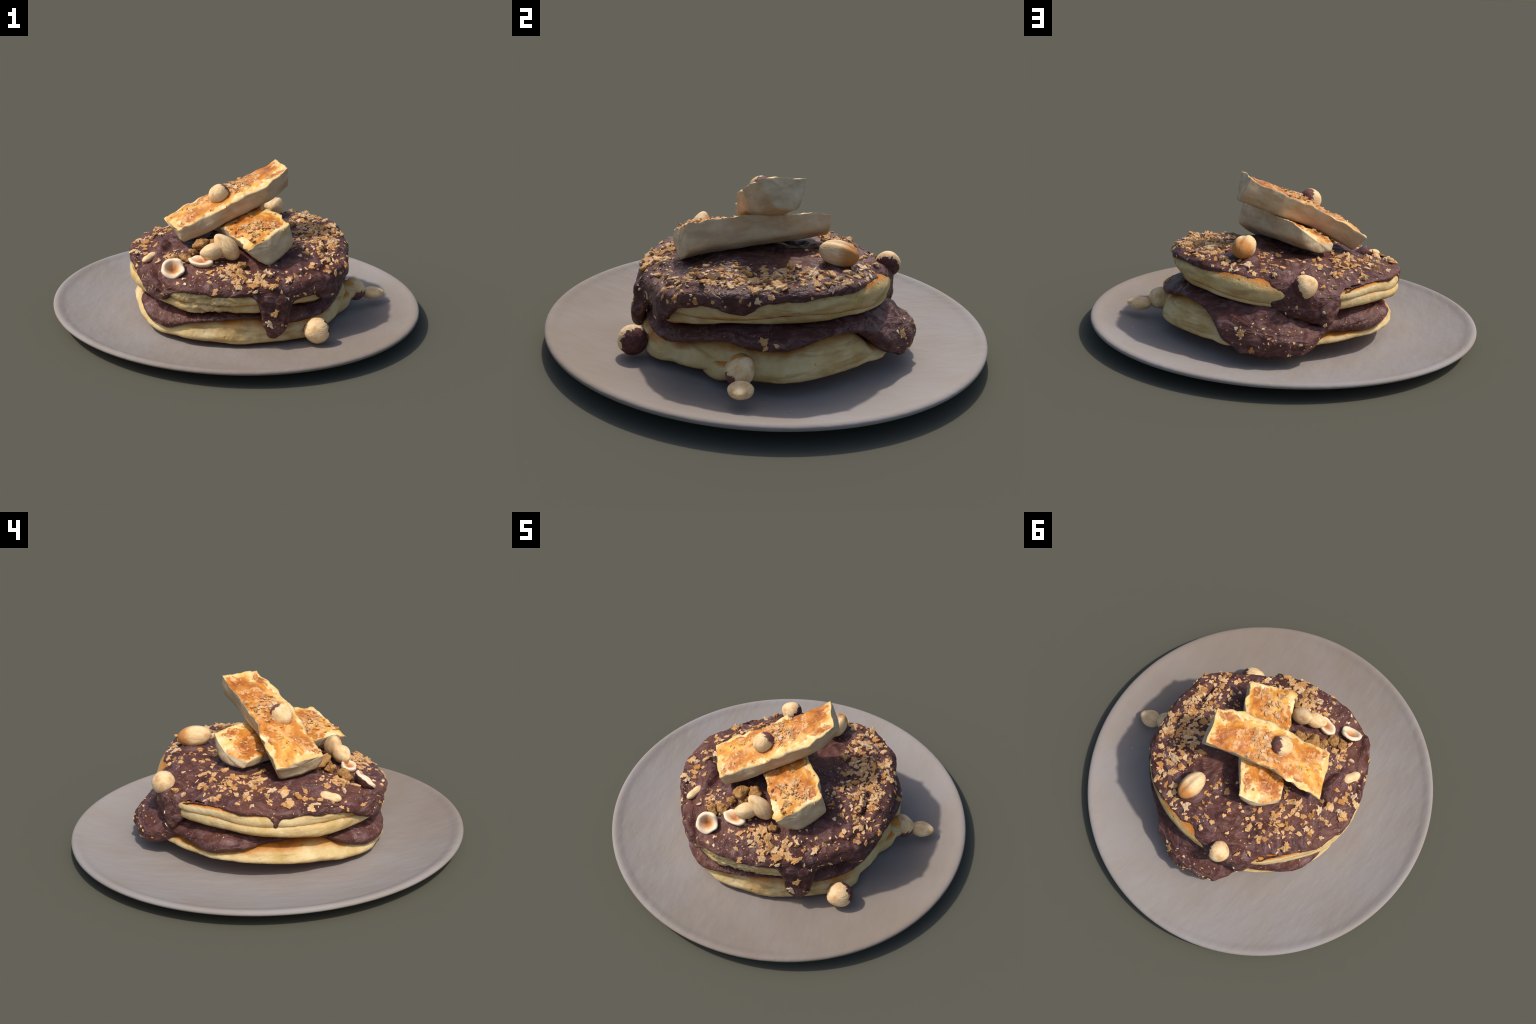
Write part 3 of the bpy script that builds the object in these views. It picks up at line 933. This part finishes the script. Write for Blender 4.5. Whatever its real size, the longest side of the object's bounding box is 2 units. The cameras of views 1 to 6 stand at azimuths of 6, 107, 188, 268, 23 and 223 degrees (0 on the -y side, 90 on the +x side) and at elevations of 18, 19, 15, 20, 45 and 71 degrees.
bpy.context.view_layer.update()
T_TOP, T_MID, T_UP, T_LO = tree_of(top_spread), tree_of(mid_spread), tree_of(upper), tree_of(lower)


def drop(x, y, trees, z=1.2):
    best = None
    for t in trees:
        h = t.ray_cast(Vector((x, y, z)), Vector((0, 0, -1)))
        if h[0] is not None and (best is None or h[0].z > best[0].z):
            best = (h[0], h[1], t)
    return best


def aim(x, y, z, tree):
    """From outside toward the axis of the stack, level."""
    d = Vector((CX - x, CY - y, 0)).normalized()
    h = tree.ray_cast(Vector((x, y, z)) - d * 0.6, d)
    return (h[0], h[1]) if h[0] is not None else None

chips = []          # (matrix, flake index, size)


def chip(p, n, size, r=rng, lift=0.12, tilt=0.35):
    n = (Vector(n) + Vector((r.uniform(-1, 1), r.uniform(-1, 1), r.uniform(-1, 1))) * tilt).normalized()
    q = n.to_track_quat("Z", "Y") @ Quaternion((0, 0, 1), r.uniform(0, TAU))
    s = (size * r.uniform(.8, 1.25), size * r.uniform(.7, 1.1), size * r.uniform(.7, 1.2))
    m = Matrix.Translation(Vector(p) + n * size * lift * 0.4 - Vector((CX, CY, 0))) @ q.to_matrix().to_4x4() @ Matrix.Diagonal((*s, 1))
    chips.append((m, r.randrange(len(FLAKES)), size))


# clusters on the top: x, y, spread x, spread y, how many, mean size
clusters = [(.42, .10, .085, .13, 190, .015), (.40, .20, .08, .06, 40, .021), (.43, -.12, .075, .075, 75, .013), (.47, -.25, .06, .06, 22, .013),
            (.31, -.39, .07, .05, 34, .013), (.16, -.49, .07, .035, 36, .017), (.03, -.47, .075, .05, 60, .014), (-.04, -.48, .06, .04, 22, .014),
            (-.27, -.35, .055, .06, 34, .017), (-.31, -.27, .05, .04, 20, .015), (-.49, -.10, .045, .05, 16, .020), (-.41, .03, .08, .06, 26, .018),
            (-.25, .10, .06, .05, 34, .020), (-.34, .25, .05, .05, 18, .014), (-.47, .14, .05, .05, 14, .014), (-.18, .27, .07, .06, 22, .013),
            (.04, .36, .05, .05, 14, .014), (.02, .25, .04, .03, 12, .014), (.36, .36, .07, .06, 30, .017), (.03, .42, .06, .03, 12, .012),
            (-.26, .33, .06, .05, 16, .014), (-.43, .28, .05, .04, 10, .014), (-.48, -.21, .03, .05, 10, .014), (.52, -.21, .03, .05, 12, .014),
            (.50, .02, .04, .12, 40, .016), (.20, .44, .10, .04, 22, .016), (-.18, -.50, .08, .05, 14, .011), (.12, -.40, .05, .04, 18, .014),
            (-.05, .10, .40, .36, 80, .0085), (.30, -.05, .10, .18, 40, .008)]
for x, y, sx, sy, k, s in clusters:
    for _ in range(round(k * 1.15)):
        h = drop(rng.gauss(x, sx), rng.gauss(y, sy), (T_TOP, T_UP, T_LO))
        if h and h[2] is T_TOP and h[0].z > 0.26:
            chip(h[0], h[1], s * 1.3 * rng.choice((.22, .3, .4, .5, .7, .9, 1.15, 1.4)), tilt=.3)
# single larger pieces that stand out
for x, y, s in ((.344, .286, .046), (-.323, .184, .034), (-.423, .269, .030), (-.246, .447, .030), (-.367, -.353, .020), (-.514, -.202, .024), (-.487, -.124, .036),
                (.235, -.515, .030), (.486, -.307, .022), (.449, -.194, .020), (.021, -.427, .045), (.06, -.40, .028), (-.28, .12, .030), (-.30, .05, .028), (-.26, .17, .026),
                (.30, .36, .030), (.22, .43, .026), (.42, .33, .026), (.50, .20, .028), (.30, -.05, .015), (.38, .02, .028), (.33, .08, .024), (-.22, .02, .03)):
    h = drop(x, y, (T_TOP,))
    if h:
        chip(h[0], h[1], s, lift=0.5)
# on the bananas
def on_slice(tree, rot, o, cx, cy, sx, sy, k, s, lift=0.3):
    for _ in range(k):
        p = o + rot @ Vector((rng.gauss(cx, sx), rng.gauss(cy, sy), 0.12))
        d = -(rot @ Vector((0, 0, 1)))
        h = tree.ray_cast(p, d)
        if h[0] is not None and h[1].dot(d) < -0.5 and h[3] < 0.16:
            chip(h[0], h[1], s * rng.uniform(.6, 1.3), lift=lift)
on_slice(T_UP, upper_rot, upper_o, .045, .0, .045, .045, 46, .017, 0.5)
on_slice(T_UP, upper_rot, upper_o, -.12, .0, .13, .06, 70, .0095)
on_slice(T_UP, upper_rot, upper_o, .12, .0, .10, .06, 30, .008)
on_slice(T_LO, lower_rot, lower_o, -.17, .0, .06, .05, 50, .018, 0.5)
on_slice(T_LO, lower_rot, lower_o, -.25, .0, .06, .06, 40, .012)
on_slice(T_LO, lower_rot, lower_o, .27, .02, .05, .05, 12, .013)
# on the sides of the topping and the filling
for _ in range(70):
    az = rng.uniform(0, 360)
    a = math.radians(az)
    h = aim(CX + .7 * math.cos(a), CY + .7 * math.sin(a), Z_LOW(az) + rng.uniform(.02, .07), T_TOP)
    if h:
        chip(h[0], h[1], rng.choice((.007, .009, .012, .018)), lift=0.1, tilt=.2)
for _ in range(36):
    az = rng.gauss(95, 15)
    a = math.radians(az)
    h = aim(CX + .7 * math.cos(a), CY + .7 * math.sin(a), rng.uniform(.08, .22), T_MID)
    if h:
        chip(h[0], h[1], rng.choice((.006, .007, .009, .013)), lift=0.1, tilt=.2)
for x, y, z, s, tree in ((.28, -.6, .206, .028, T_TOP), (.255, -.63, .155, .030, T_TOP), (.118, .75, .173, .022, T_MID), (.047, .75, .105, .022, T_MID), (-.041, .75, .167, .014, T_MID),
                         (-.07, .65, .226, .026, T_TOP), (-.30, .55, .20, .018, T_TOP), (.70, .094, .20, .036, T_MID), (.68, .19, .245, .026, T_MID), (.68, .205, .225, .02, T_MID), (.67, .25, .24, .018, T_MID)):
    h = aim(x, y, z, tree)
    if h:
        chip(h[0], h[1], s, lift=0.15, tilt=.12)
# three specks on the plate
for x, y in ((.26, -.53), (.72, .33), (.70, .21)):
    chip((x, y, plate_top(math.hypot(x, y)) + .002), (0, 0, 1), .006, lift=0)

chips.sort(key=lambda c: -c[2])
for m, i, s in chips[:290]:
    ob = bpy.data.objects.new("nut_chip", FLAKES[i])
    scene.collection.objects.link(ob)
    ob.parent = stack
    ob.matrix_basis = m
verts, faces = [], []
for m, i, s in chips[290:]:
    o = len(verts)
    verts += [m @ p.co for p in FLAKES[i].vertices]
    faces += [tuple(q + o for q in p.vertices) for p in FLAKES[i].polygons]
fine = make_obj("nut_crumbs", verts, faces, M_CRUMB, stack, smooth=False)
fine["kind"] = "stuff"

# toasted crumble beside the bananas
for x, y, z, s, i in ((-.165, -.262, .445, .050, 0), (-.095, -.245, .445, .046, 1), (-.276, -.386, .395, .034, 2), (-.224, -.372, .402, .036, 0), (-.20, -.315, .420, .030, 1), (-.13, -.30, .425, .034, 2), (.07, -.40, .398, .026, 1),
                      (.425, -.415, .085, .036, 1)):
    place("crumble_piece", LUMPS[i], None, (x, y, z), (rng.uniform(-.5, .5), rng.uniform(-.5, .5), 1), (s, s, s), rng.uniform(0, 6))
# leaf of chopped nut under the rim behind
